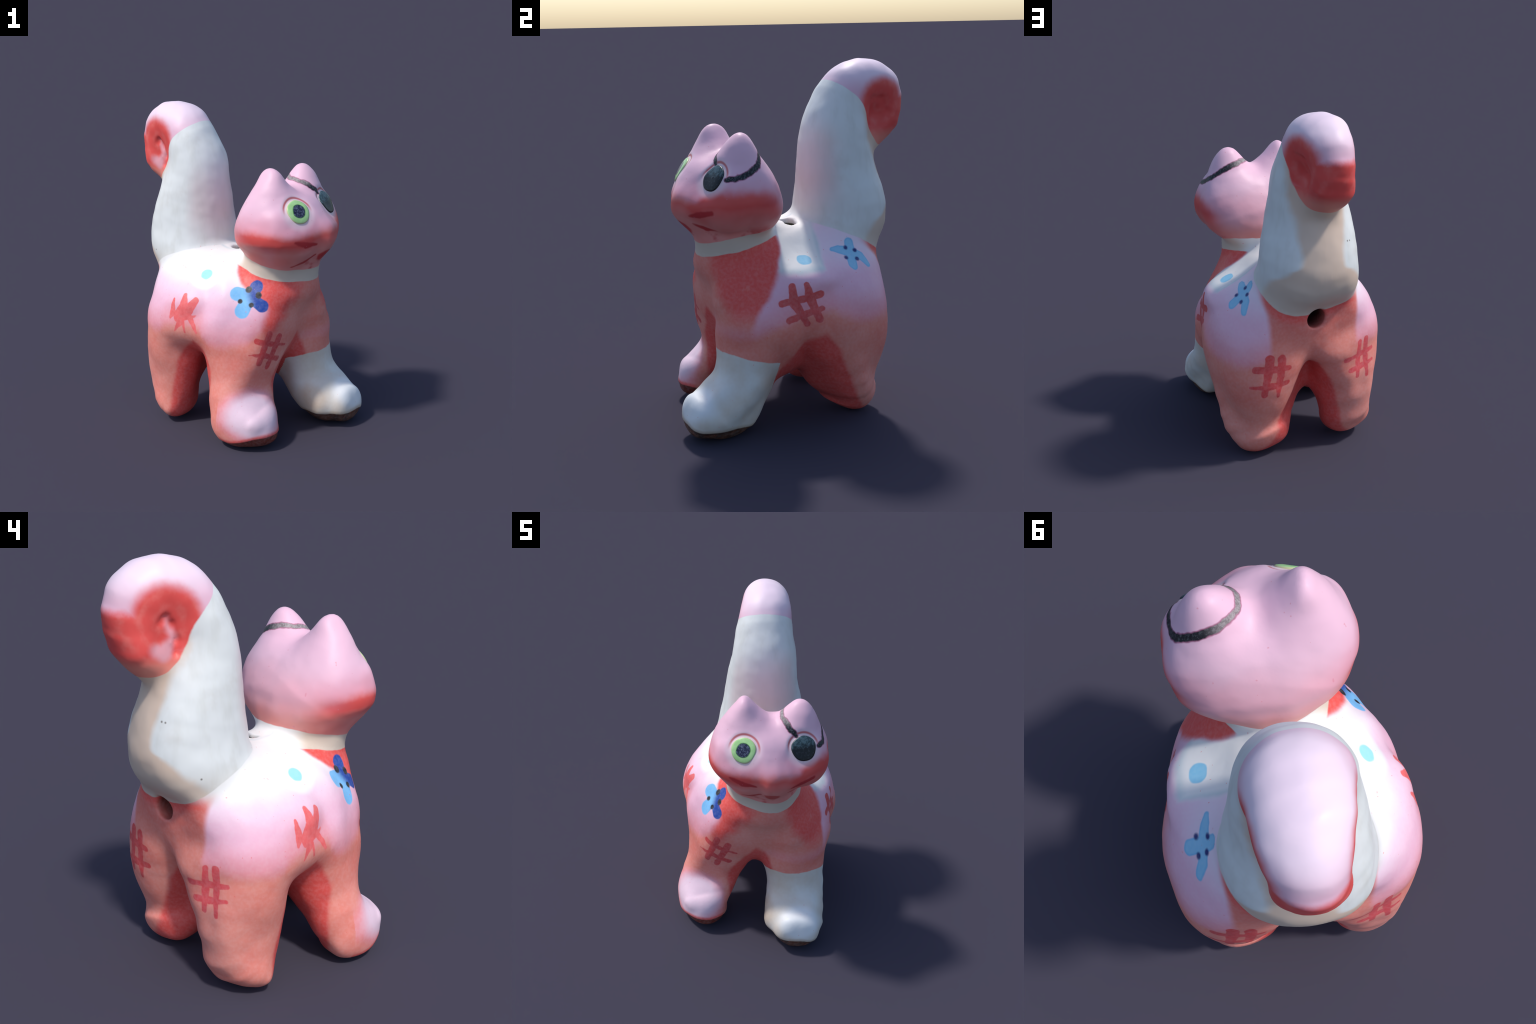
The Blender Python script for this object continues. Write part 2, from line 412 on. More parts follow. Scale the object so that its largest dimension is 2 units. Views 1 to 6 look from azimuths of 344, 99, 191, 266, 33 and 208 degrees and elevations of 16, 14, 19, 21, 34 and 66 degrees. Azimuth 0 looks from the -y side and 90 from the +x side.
# ------------------------------------------------------------------- node paint
class Paint:
    """Small helper that writes shader expressions as nodes."""

    def __init__(self, name, rough=.46):
        self.mat = bpy.data.materials.new(name)
        self.mat.use_nodes = True
        self.nt = self.mat.node_tree
        self.nt.nodes.clear()
        self.out = self.nt.nodes.new('ShaderNodeOutputMaterial')
        self.bsdf = self.nt.nodes.new('ShaderNodeBsdfPrincipled')
        self.bsdf.inputs['Roughness'].default_value = rough
        self.bsdf.inputs['IOR'].default_value = 1.4
        self.nt.links.new(self.bsdf.outputs[0], self.out.inputs[0])
        self.pos = self.nt.nodes.new('ShaderNodeTexCoord').outputs['Object']
        self.s = self.vec('DOT_PRODUCT', self.pos, tuple(LEFT), value=True)
        self.t = self.vec('DOT_PRODUCT', self.pos, tuple(FORWARD), value=True)
        self.z = self.vec('DOT_PRODUCT', self.pos, (0, 0, 1), value=True)
        n = self.nt.nodes.new('ShaderNodeCombineXYZ')
        for i, k in enumerate((self.s, self.t, self.z)):
            self.nt.links.new(k, n.inputs[i])
        self.p = n.outputs[0]

    def put(self, sock, val):
        if isinstance(val, bpy.types.NodeSocket):
            self.nt.links.new(val, sock)
        elif sock.type == 'RGBA':
            sock.default_value = (*val, 1) if len(val) == 3 else val
        else:
            sock.default_value = val

    def vec(self, op, a, b=None, value=False, scale=None):
        n = self.nt.nodes.new('ShaderNodeVectorMath')
        n.operation = op
        self.put(n.inputs[0], a)
        if b is not None:
            self.put(n.inputs[1], b)
        if scale is not None:
            self.put(n.inputs['Scale'], scale)
        return n.outputs['Value'] if value else n.outputs[0]

    def m(self, op, a, b=0.0, c=0.0, clamp=False):
        n = self.nt.nodes.new('ShaderNodeMath')
        n.operation = op
        for i, x in enumerate((a, b, c)):
            self.put(n.inputs[i], x)
        if clamp:
            return self.m('MINIMUM', self.m('MAXIMUM', n.outputs[0], 0.0), 1.0)
        return n.outputs[0]

    def add(self, a, b): return self.m('ADD', a, b)
    def sub(self, a, b): return self.m('SUBTRACT', a, b)
    def mul(self, a, b): return self.m('MULTIPLY', a, b)
    def mad(self, a, b, c): return self.m('MULTIPLY_ADD', a, b, c)
    def low(self, a, b): return self.m('MINIMUM', a, b)
    def high(self, a, b): return self.m('MAXIMUM', a, b)
    def inv(self, a): return self.m('SUBTRACT', 1.0, a)

    def ramp(self, x, lo, hi):
        """0 at lo, 1 at hi, smooth between (lo may be above hi)."""
        n = self.nt.nodes.new('ShaderNodeMapRange')
        n.interpolation_type = 'SMOOTHSTEP'
        flip = lo > hi
        self.put(n.inputs['Value'], x)
        self.put(n.inputs['From Min'], min(lo, hi))
        self.put(n.inputs['From Max'], max(lo, hi))
        n.inputs['To Min'].default_value = 1.0 if flip else 0.0
        n.inputs['To Max'].default_value = 0.0 if flip else 1.0
        return n.outputs['Result']

    def curve(self, x, pts):
        """Piecewise curve through (x, y) points."""
        xs, ys = [a for a, _ in pts], [b for _, b in pts]
        x0, x1, y0, y1 = min(xs), max(xs), min(ys), max(ys)
        n = self.nt.nodes.new('ShaderNodeFloatCurve')
        c = n.mapping.curves[0]
        for a, b in sorted(pts):
            a, b = (a - x0) / (x1 - x0), (b - y0) / (y1 - y0 + 1e-9)
            if a < 1e-6:
                c.points[0].location = (0, b)
            elif a > 1 - 1e-6:
                c.points[-1].location = (1, b)
            else:
                c.points.new(a, b)
        n.mapping.use_clip = False
        n.mapping.update()
        xn = self.m('MULTIPLY_ADD', x, 1 / (x1 - x0), -x0 / (x1 - x0), clamp=True)
        self.put(n.inputs['Value'], xn)
        return self.mad(n.outputs[0], y1 - y0, y0)

    def noise(self, scale, detail=2.0, rough=.5, at=None):
        n = self.nt.nodes.new('ShaderNodeTexNoise')
        self.put(n.inputs['Vector'], at or self.p)
        n.inputs['Scale'].default_value = scale
        n.inputs['Detail'].default_value = detail
        n.inputs['Roughness'].default_value = rough
        return self.sub(n.outputs[0], .5)

    def wobbly(self, scale, amount):
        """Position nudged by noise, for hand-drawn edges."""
        n = self.nt.nodes.new('ShaderNodeTexNoise')
        self.put(n.inputs['Vector'], self.p)
        n.inputs['Scale'].default_value = scale
        n.inputs['Detail'].default_value = 1.0
        v = self.vec('SUBTRACT', n.outputs[1], (.5, .5, .5))
        return self.vec('ADD', self.p, self.vec('SCALE', v, scale=amount))

    def dist(self, a, at=None):
        return self.vec('DISTANCE', at or self.p, a, value=True)

    def stroke(self, pts, at=None):
        """Distance outside a brush stroke through (s, t, z, half width) points."""
        best = None
        for a, b in zip(pts[:-1], pts[1:]):
            A, Bv = Vector(a[:3]), Vector(b[:3])
            ab = Bv - A
            pa = self.vec('SUBTRACT', at or self.p, tuple(A))
            h = self.m('MULTIPLY', self.vec('DOT_PRODUCT', pa, tuple(ab), value=True), 1 / ab.length_squared, clamp=True)
            q = self.vec('SUBTRACT', pa, self.vec('SCALE', tuple(ab), scale=h))
            d = self.sub(self.vec('LENGTH', q, value=True), self.mad(h, b[3] - a[3], a[3]))
            best = d if best is None else self.low(best, d)
        return best

    def strokes(self, lines, at=None):
        best = None
        for l in lines:
            d = self.stroke(l, at)
            best = d if best is None else self.low(best, d)
        return best

    def blob(self, centre, radii, at=None):
        """1 at the edge of an ellipsoid, 0 in its middle."""
        q = self.vec('DIVIDE', self.vec('SUBTRACT', at or self.p, centre), radii)
        return self.vec('LENGTH', q, value=True)

    def mix(self, fac, a, b):
        n = self.nt.nodes.new('ShaderNodeMix')
        n.data_type = 'RGBA'
        self.put(n.inputs[0], fac)
        self.put(n.inputs[6], a)
        self.put(n.inputs[7], b)
        return n.outputs[2]

    def lerp(self, fac, a, b):
        n = self.nt.nodes.new('ShaderNodeMix')
        self.put(n.inputs[0], fac)
        self.put(n.inputs[2], a)
        self.put(n.inputs[3], b)
        return n.outputs[0]

    def finish(self, colour, bump=None, rough=None):
        self.put(self.bsdf.inputs['Base Color'], colour)
        if bump is not None:
            n = self.nt.nodes.new('ShaderNodeBump')
            n.inputs['Strength'].default_value = .25
            n.inputs['Distance'].default_value = .004
            self.put(n.inputs['Height'], bump)
            self.put(self.bsdf.inputs['Normal'], n.outputs[0])
        if rough is not None:
            self.put(self.bsdf.inputs['Roughness'], rough)
        return self.mat


SALMON = (.87, .28, .22)
SALMON_DEEP = (.82, .215, .17)
RED = (.86, .10, .085)
DEEP_RED = (.55, .04, .045)
MARK_RED = (.66, .10, .10)
PINK = (.89, .50, .64)
PINK_PALE = (.92, .73, .84)
PINK_HOT = (.88, .33, .38)
WHITE = (.90, .88, .86)
CREAM = (.68, .57, .47)
TAIL_WHITE = (.80, .82, .81)
TAN = (.60, .45, .33)
BROWN = (.06, .025, .015)
SKY = (.27, .62, .85)
SKY_PALE = (.36, .78, .86)
ULTRAMARINE = (.02, .07, .33)
INK = (.012, .013, .02)
EDGE = .004


def mark(P, colour, d, paint, edge=EDGE, strength=1.0):
    f = P.ramp(d, edge, -edge)
    if strength < 1:
        f = P.mul(f, strength)
    return P.mix(f, colour, paint)


HASHES = [
    # right foreleg
    [(-.320, .423, .700, .019), (-.382, .383, .529, .016)],
    [(-.252, .444, .670, .019), (-.325, .402, .492, .016)],
    [(-.383, .380, .665, .016), (-.319, .421, .640, .016), (-.201, .439, .607, .007)],
    [(-.425, .347, .584, .004), (-.364, .400, .579, .016), (-.246, .417, .524, .016)],
    # left side
    [(.383, .148, .835, .018), (.399, .142, .745, .026), (.414, .074, .627, .015)],
    [(.403, .070, .841, .015), (.410, .060, .780, .024), (.436, .012, .650, .020)],
    [(.383, .211, .750, .018), (.404, .091, .765, .018), (.428, -.009, .783, .018)],
    [(.410, .183, .657, .016), (.412, .096, .679, .018), (.439, -.007, .705, .014)],
    # left haunch, behind
    [(.245, -.542, .656, .022), (.254, -.535, .554, .020), (.267, -.527, .441, .016)],
    [(.174, -.552, .653, .022), (.181, -.536, .512, .018), (.184, -.530, .422, .009)],
    [(.318, -.507, .593, .017), (.238, -.541, .593, .019), (.128, -.541, .593, .013)],
    [(.340, -.496, .486, .007), (.243, -.536, .489, .018), (.130, -.521, .501, .013)],
    # right haunch, behind
    [(-.322, -.521, .665, .014), (-.320, -.522, .551, .019), (-.317, -.521, .457, .012)],
    [(-.373, -.501, .672, .018), (-.373, -.502, .557, .016), (-.384, -.501, .446, .009)],
    [(-.226, -.524, .574, .013), (-.339, -.512, .589, .016), (-.429, -.476, .602, .010)],
    [(-.263, -.534, .503, .012), (-.338, -.512, .511, .016), (-.425, -.480, .531, .009)],
    # blotted mark on the right side
    [(-.485, -.087, .899, .013), (-.519, -.076, .828, .028)],
    [(-.483, -.011, .878, .019), (-.520, -.047, .811, .028)],
    [(-.526, -.075, .802, .047), (-.535, -.105, .776, .038)],
    [(-.512, -.163, .868, .008), (-.539, -.155, .792, .019), (-.547, -.170, .758, .007)],
    [(-.537, -.093, .745, .021), (-.543, -.133, .681, .004)],
    [(-.525, -.025, .769, .016), (-.521, .016, .693, .010)],
    [(-.515, .008, .792, .004), (-.525, -.032, .771, .014)],
    [(-.534, -.073, .738, .009), (-.530, -.063, .678, .005)],
]
FLOWER_LEFT = [
    [(.283, -.165, .990, .015), (.288, -.206, .981, .026), (.302, -.270, .957, .033)],
    [(.263, -.281, 1.003, .028), (.302, -.270, .957, .036)],
    [(.338, -.366, .885, .020), (.315, -.335, .930, .028), (.302, -.270, .957, .034)],
    [(.351, -.255, .897, .031), (.302, -.270, .957, .036)],
]
FLOWER_LEFT_DOTS = [(.282, -.251, .982), (.293, -.304, .965), (.324, -.230, .939), (.327, -.301, .920)]
FLOWER_RIGHT = [
    [(-.281, .305, .963, .042), (-.335, .294, .915, .036)],
    [(-.325, .376, .871, .038), (-.335, .294, .915, .036)],
    [(-.384, .271, .834, .045), (-.335, .294, .915, .040)],
    [(-.366, .222, .934, .045), (-.335, .294, .915, .042)],
]
FLOWER_RIGHT_DOTS = [(-.317, .269, .954, .020), (-.304, .335, .926, .020), (-.374, .248, .891, .015), (-.350, .315, .871, .016)]


def on_skin(points):
    """Lay brush points (s, t, z, ...) exactly on the clay."""
    p = np.array([q[:3] for q in points], float)
    for _ in range(3):
        d, g = field_and_slope(p)
        p = p - d[:, None] * g / (g * g).sum(1)[:, None]
    return [(*map(float, a), *q[3:]) for a, q in zip(p, points)]


def lines_on_skin(lines):
    flat = iter(on_skin([q for l in lines for q in l]))
    return [[next(flat) for _ in l] for l in lines]


HASHES = lines_on_skin(HASHES)
FLOWER_LEFT = lines_on_skin(FLOWER_LEFT)
FLOWER_RIGHT = lines_on_skin(FLOWER_RIGHT)
FLOWER_LEFT_DOTS = on_skin(FLOWER_LEFT_DOTS)
FLOWER_RIGHT_DOTS = on_skin(FLOWER_RIGHT_DOTS)
DOT_RIGHT, DOT_LEFT = on_skin([(-.352, -.029, 1.009), (.286, .019, .949)])


def tail_base(P):
    s, t, z = P.s, P.t, P.z
    return P.sub(z, P.add(P.mad(t, .5, 1.175), P.mul(s, P.mad(s, .6, -.06))))


def neck_planes(P):
    front = P.sub(.5, P.t)
    wob = P.mul(P.noise(9), .02)
    top = P.add(P.mad(front, .21, 1.062), wob)
    low = P.add(P.mad(front, .21, .985), wob)
    return top, low


def body_paint(zone):
    P = Paint(zone + '_glaze')
    s, t, z = P.s, P.t, P.z
    n1, n2, n3 = P.noise(6, 3), P.noise(22, 3), P.noise(60, 2)
    edge = P.mad(n1, .05, P.mul(n2, .015))
    # salmon ground
    base = P.mix(P.ramp(n1, -.2, .3), SALMON, SALMON_DEEP)
    base = P.mix(P.mul(P.ramp(P.noise(3.5, 2), -.05, .25), .5), base, (.90, .38, .32))
    # pink flanks and haunches, paler upwards
    left = P.ramp(s, -.1, -.02)
    hemR = P.curve(z, [(.55, .44), (.70, .405), (.785, .398), (.84, .40), (.90, .33), (.967, .228), (1.018, .16), (1.055, .118), (1.09, .09), (1.14, .088)])
    hemL = P.curve(z, [(.55, .39), (.592, .374), (.651, .354), (.72, .309), (.774, .259), (.822, .23), (.883, .19), (.946, .152), (1.006, .107), (1.06, .093), (1.14, .09)])
    hem = P.add(P.lerp(left, hemR, hemL), P.mul(n2, .012))
    front = P.sub(t, hem)                       # > 0 inside the red front
    zlowR = P.curve(t, [(-.55, .70), (-.478, .66), (-.36, .645), (-.27, .655), (-.2, .705), (0, .72), (.07, .655), (.18, .62), (.29, .636), (.36, .68), (.42, .78)])
    zlowL = P.curve(t, [(-.55, .69), (-.46, .60), (-.36, .594), (-.25, .61), (-.12, .65), (0, .69), (.14, .66), (.26, .61), (.33, .588), (.42, .58)])
    zlow = P.lerp(left, zlowR, zlowL)
    dz = P.add(P.sub(z, zlow), edge)
    behind = P.mul(P.ramp(P.m('ABSOLUTE', P.add(s, .03)), .285, .245), P.ramp(t, -.30, -.40))
    flank = P.mul(P.ramp(dz, -.035, .045), P.inv(behind))
    pink = P.mix(P.ramp(dz, .0, .20), PINK_HOT, PINK)
    pink = P.mix(P.ramp(P.add(z, P.mul(n1, .06)), .82, 1.0), pink, PINK_PALE)
    col = P.mix(flank, base, pink)
    # behind: redder beside the tail
    col = P.mix(P.mul(behind, P.ramp(z, .62, .95)), col, (.74, .17, .14))
    by_tail = P.ramp(P.add(tail_base(P), P.mul(n1, .04)), -.07, -.02)
    col = P.mix(P.mul(P.mul(by_tail, P.ramp(t, -.33, -.42)), P.mul(P.ramp(P.m('ABSOLUTE', P.add(s, .03)), .30, .26), .9)), col, (.88, .12, .10))
    # red front, salmon on the chest and where it is rubbed
    chest_half = P.curve(z, [(.5, .33), (.56, .30), (.72, .25), (.80, .17), (.88, .13), (.98, .10)])
    rub = P.sub(P.m('ABSOLUTE', P.add(s, .02)), chest_half)
    red_here = P.ramp(P.add(rub, P.mad(n1, .14, P.mul(n2, .03))), -.05, .05)
    red_here = P.mul(red_here, P.ramp(z, .60, .74))
    scuff = P.mul(P.ramp(P.noise(12, 4, .6), .10, .22), .3)
    red = P.mix(scuff, RED, SALMON)
    ruff = P.mix(red_here, base, red)
    at_side = P.high(P.ramp(z, 1.03, 1.0), P.ramp(P.m('ABSOLUTE', P.add(s, .02)), .125, .15))
    col = P.mix(P.mul(P.mul(P.ramp(front, -.018, .024), P.ramp(z, .52, .66)), at_side), col, ruff)
    if zone == 'torso':
        # white saddle, stopping short of the tail on the left
        topz = P.add(z, P.mul(n1, .05))
        white_r = P.mul(P.ramp(topz, .93, 1.02), P.ramp(s, .05, -.08))
        patch = P.low(P.low(P.sub(z, .895), P.add(P.add(t, .085), P.mul(P.sub(z, .94), .35))), P.sub(s, -.1))
        white_l = P.ramp(P.add(patch, P.mul(n1, .06)), -.016, .018)
        rim = P.mul(P.ramp(patch, .03, .0), white_l)
        white_l_col = P.mix(rim, WHITE, (.66, .72, .74))
        off_front = P.inv(P.mul(P.ramp(front, -.012, .012), at_side))
        col = P.mix(P.mul(white_r, off_front), col, WHITE)
        col = P.mix(P.mul(white_l, off_front), col, white_l_col)
        halo = P.ramp(P.dist(DOT_RIGHT), .12, .085)
        col = P.mix(P.mul(halo, off_front), col, WHITE)
    # insides of the legs keep their full red
    rise = P.sub(z, .33)
    d1 = P.sub(P.add(t, .49), P.mad(P.add(s, .2), -.93, P.mul(rise, .25)))
    d2 = P.sub(P.add(t, .47), P.mad(P.sub(s, .08), .82, P.mul(rise, .30)))
    d3 = P.sub(P.mad(P.add(s, .49), 1.15, .11), t)
    d4 = P.sub(P.mad(P.sub(s, .36), -1.03, .13), t)
    cove = P.sub(P.low(P.low(d1, d2), P.low(d3, d4)), P.mul(P.high(P.sub(z, .45), 0), .55))
    cove = P.ramp(P.add(cove, P.mul(n1, .05)), -.015, .035)
    cove = P.mul(cove, P.ramp(z, .76, .64))
    col = P.mix(P.mul(cove, .9), col, (.78, .08, .07))
    if zone == 'foreleg':
        # white left forefoot
        sock = P.add(P.sub(z, P.mad(P.high(P.sub(.45, t), 0), -.29, .472)), P.mul(n2, .012))
        is_fl = P.mul(P.ramp(s, -.06, -.03), P.ramp(t, .08, .12))
        sock_col = P.mix(P.ramp(n1, -.35, .45), CREAM, TAIL_WHITE)
        sock_col = P.mix(P.mul(P.ramp(P.blob((.0, .52, .20), (.09, .13, .11)), 1.1, .4), .7), sock_col, TAN)
        sock_col = P.mix(P.ramp(P.blob((.20, .64, .20), (.13, .13, .10)), 1.2, .7), sock_col, (.84, .86, .88))
        col = P.mix(P.mul(P.ramp(sock, .004, -.004), is_fl), col, sock_col)
        # pink right forefoot
        toe = P.add(P.blob((-.45, .38, .21), (.21, .25, .165)), P.mul(n1, .35))
        is_fr = P.mul(P.ramp(s, -.25, -.30), P.ramp(t, .08, .14))
        col = P.mix(P.mul(P.ramp(toe, 1.15, .75), is_fr), col, P.mix(P.ramp(toe, .55, .95), (.91, .66, .77), PINK_HOT))
        # bare clay rims under the forefeet
        sole = P.add(P.mul(P.ramp(t, .25, .5), .055), P.mad(P.ramp(s, .2, .34), -.03, .05))
        rim_d = P.sub(z, P.add(sole, P.mul(P.noise(14), .015)))
        fore = P.ramp(t, .08, .16)
        clay_col = P.mix(P.ramp(n2, -.1, .1), BROWN, (.14, .05, .025))
        clay_col = P.mix(P.mul(is_fr, .6), clay_col, (.22, .025, .015))
        col = P.mix(P.mul(P.ramp(rim_d, .026, .004), P.mul(fore, P.lerp(is_fr, .5, .85))), col, P.mix(is_fr, (.45, .32, .20), RED))
        col = P.mix(P.mul(P.ramp(rim_d, .002, -.008), fore), col, clay_col)
    if zone == 'hind_leg':
        # hind feet redden at the ground
        col = P.mix(P.mul(P.mul(P.ramp(z, .07, .01), P.ramp(t, .0, -.1)), .7), col, RED)
    if zone == 'torso':
        # blue dots and flowers
        w = P.wobbly(18, .012)
        col = mark(P, col, P.sub(P.dist(DOT_RIGHT, w), .037), SKY_PALE)
        col = mark(P, col, P.sub(P.dist(DOT_LEFT, w), .041), SKY)
        fl = P.strokes(FLOWER_LEFT, w)
        col = mark(P, col, fl, P.mix(P.ramp(fl, -.012, -.002), (.29, .60, .84), (.20, .52, .80)))
        for d in FLOWER_LEFT_DOTS:
            col = mark(P, col, P.sub(P.dist(d, w), .013), (.01, .025, .18), .006)
        fr = P.strokes(FLOWER_RIGHT, w)
        across = P.vec('DOT_PRODUCT', P.vec('SUBTRACT', P.p, (-.340, .295, .905)), (.62, .73, .27), value=True)
        blue = P.mix(P.ramp(across, -.035, .03), (.21, .54, .90), (.015, .065, .36))
        col = mark(P, col, fr, blue)
        for d in FLOWER_RIGHT_DOTS:
            col = mark(P, col, P.sub(P.dist(d[:3], w), d[3]), INK)
    # red brush marks
    wm = P.wobbly(25, .012)
    fat = lambda ls, k: [[(*q[:3], q[3] * k) for q in l] for l in ls]
    groups = [fat(HASHES[0:4], 1.15), fat(HASHES[4:8], 1.1), fat(HASHES[8:12], 1.2), fat(HASHES[12:16], 1.15), fat(HASHES[16:], 1.15)]
    tint = [(.66, .07, .07), (.66, .08, .08), (.70, .075, .075), (.74, .09, .10), (.86, .14, .14)]
    shown = dict(torso=(0, 1, 2, 3, 4), foreleg=(0,), hind_leg=(2, 3))[zone]
    for g, c in [(groups[i], tint[i]) for i in shown]:
        col = mark(P, col, P.strokes(g, wm), P.mix(P.ramp(n2, -.2, .2), c, tuple(x * 1.12 for x in c)), .003)
    if zone == 'torso':
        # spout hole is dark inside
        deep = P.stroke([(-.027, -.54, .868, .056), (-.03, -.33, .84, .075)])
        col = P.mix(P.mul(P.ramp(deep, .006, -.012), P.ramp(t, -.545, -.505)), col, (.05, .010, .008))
        # neck band and tail base
        top, low = neck_planes(P)
        band = P.mul(P.ramp(P.sub(z, low), -.003, .003), P.ramp(t, .05, .08))
        col = P.mix(band, col, P.mix(P.ramp(t, .17, .09), CREAM, WHITE))
        tb = P.add(tail_base(P), P.mul(n1, .03))
        tb_here = P.mul(P.ramp(tb, -.004, .004), P.ramp(t, -.06, -.12))
        col = P.mix(tb_here, col, tail_cream(P, P.noise(5, 4, .6))[0])
        slot = P.blob((-.01, -.045, 1.06), (.09, .06, .03))
        col = P.mix(P.ramp(slot, 1.1, .9), col, (.07, .08, .05))
    # a few specks in the glaze
    v = P.ramp(P.noise(95, 0), -.335, -.36)
    col = P.mix(P.mul(v, .5), col, RED)
    col = P.mix(P.mul(P.ramp(n3, -.2, .25), .06), col, (1, 1, 1))
    return P.finish(col, bump=n2)


STRAP = [(.136, .462, 1.485, .011), (.119, .459, 1.508, .015), (.100, .452, 1.523, .017), (.084, .428, 1.545, .017), (.074, .370, 1.545, .012), (.072, .312, 1.562, .012),
         (.080, .276, 1.580, .012), (.110, .252, 1.580, .014), (.137, .247, 1.568, .015), (.171, .245, 1.555, .015),
         (.214, .246, 1.538, .014), (.252, .256, 1.518, .014), (.284, .281, 1.488, .015), (.300, .334, 1.456, .015), (.301, .383, 1.436, .015), (.291, .426, 1.424, .015), (.268, .460, 1.421, .013)]
WHISKERS = [
    [(-.240, .558, 1.268, .003), (-.170, .580, 1.245, .014), (-.095, .613, 1.234, .004)],
    [(-.177, .486, 1.094, .003), (-.120, .534, 1.125, .010), (-.063, .575, 1.161, .003)],
    [(.093, .578, 1.180, .004), (.128, .525, 1.145, .014), (.172, .480, 1.132, .002)],
    [(.103, .592, 1.233, .004), (.160, .572, 1.240, .014), (.240, .540, 1.252, .008)],
]


STRAP = on_skin(STRAP)
WHISKERS = lines_on_skin(WHISKERS)


def head_paint():
    P = Paint('head_glaze')
    s, t, z = P.s, P.t, P.z
    n1, n2, n3 = P.noise(6, 3), P.noise(22, 3), P.noise(60, 2)
    pink = P.mix(P.ramp(P.add(z, P.mul(n1, .1)), 1.30, 1.46), (.86, .36, .45), (.87, .54, .67))
    pink = P.mix(P.mul(P.ramp(t, .25, .02), .5), pink, (.80, .55, .62))
    # below the cheek line: red, thinning to salmon
    line = P.curve(s, [(-.40, 1.325), (-.33, 1.30), (-.25, 1.288), (-.1, 1.30), (.06, 1.312), (.14, 1.30), (.22, 1.345), (.31, 1.345), (.40, 1.32)])
    line = P.lerp(P.ramp(t, .30, .12), line, P.curve(s, [(-.3, 1.29), (-.07, 1.25), (.16, 1.25), (.32, 1.30)]))
    dz = P.add(P.sub(z, line), P.mad(n1, .04, P.mul(n2, .02)))
    soft = P.ramp(t, .35, .1)
    below_crisp = P.ramp(dz, .045, -.022)
    below_soft = P.ramp(dz, .06, -.09)
    below = P.lerp(soft, below_crisp, below_soft)
    sal = P.mix(P.ramp(n1, -.2, .25), (.80, .26, .23), (.84, .34, .31))
    thick = P.lerp(P.ramp(s, .05, .22), .075, .15)
    red_band = P.mul(P.m('SUBTRACT', 1.0, P.m('DIVIDE', P.m('ABSOLUTE', P.add(dz, .03)), thick, clamp=True)), P.ramp(t, .10, .24))
    face_front = P.mul(P.ramp(P.m('ABSOLUTE', s), .17, .08), P.ramp(t, .45, .58))
    red_band = P.m('MULTIPLY', red_band, P.mad(face_front, -.45, 1.25), clamp=True)
    low_col = P.mix(red_band, sal, (.78, .10, .09))
    low_col = P.mix(P.mul(P.ramp(P.add(n1, P.mul(n2, .5)), .08, .25), P.ramp(z, 1.18, 1.10)), low_col, (.66, .11, .11))
    col = P.mix(below, pink, low_col)
    # whiskers and nose
    w = P.wobbly(25, .012)
    col = mark(P, col, P.strokes([[(*q[:3], q[3] * 1.25 + .003) for q in l] for l in WHISKERS], w), (.56, .04, .045), .006)
    nose = P.blob((.004, .585, 1.150), (.044, .07, .046), w)
    col = P.mix(P.ramp(nose, 1.2, .8), col, (.62, .05, .052))
    # sockets: pale ring, red crease over the brow
    for e in EYES:
        c, n, u, v = eye_frame(e)
        q = P.vec('SUBTRACT', P.p, tuple(c))
        a = P.vec('DOT_PRODUCT', q, tuple(u), value=True)
        b = P.vec('DOT_PRODUCT', q, tuple(v), value=True)
        h = P.vec('DOT_PRODUCT', q, tuple(n), value=True)
        rho = P.m('SQRT', P.add(P.mul(a, a), P.mul(b, b)))
        near = P.ramp(P.m('ABSOLUTE', h), .09, .06)
        col = P.mix(P.mul(P.mul(P.ramp(rho, .13, .085), near), .55), col, (.86, .70, .76))
        crease = P.mul(P.ramp(P.m('ABSOLUTE', P.sub(rho, .092)), .010, .002), P.mul(P.ramp(b, -.02, .05), near))
        col = P.mix(P.mul(crease, .8), col, (.58, .07, .07))
        col = P.mix(P.mul(P.mul(P.ramp(rho, .088, .08), near), .8), col, (.86, .66, .70))
    # eye-patch strap: black, rubbed grey on the crown
    ws = P.wobbly(40, .012)
    d = P.stroke(STRAP, ws)
    grey = P.mul(P.ramp(s, .20, .10), P.ramp(z, 1.525, 1.56))
    grain = P.noise(90, 3, .7)
    black = P.mix(P.ramp(grain, -.05, .2), (.012, .013, .018), (.09, .10, .11))
    rubbed = P.mix(P.ramp(grain, -.15, .15), (.27, .23, .23), (.46, .41, .41))
    col = P.mix(P.ramp(d, .007, .001), col, (.45, .16, .26))
    col = mark(P, col, d, P.mix(P.mul(grey, .85), black, rubbed), .003)
    # neck band below the chin
    top, low = neck_planes(P)
    band = P.ramp(P.sub(z, top), .003, -.003)
    band_col = P.mix(P.ramp(t, .17, .09), CREAM, WHITE)
    col = P.mix(band, col, band_col)
    v = P.ramp(P.noise(70, 0), -.34, -.36)
    col = P.mix(P.mul(v, .5), col, (.75, .25, .32))
    return P.finish(col, bump=n2)


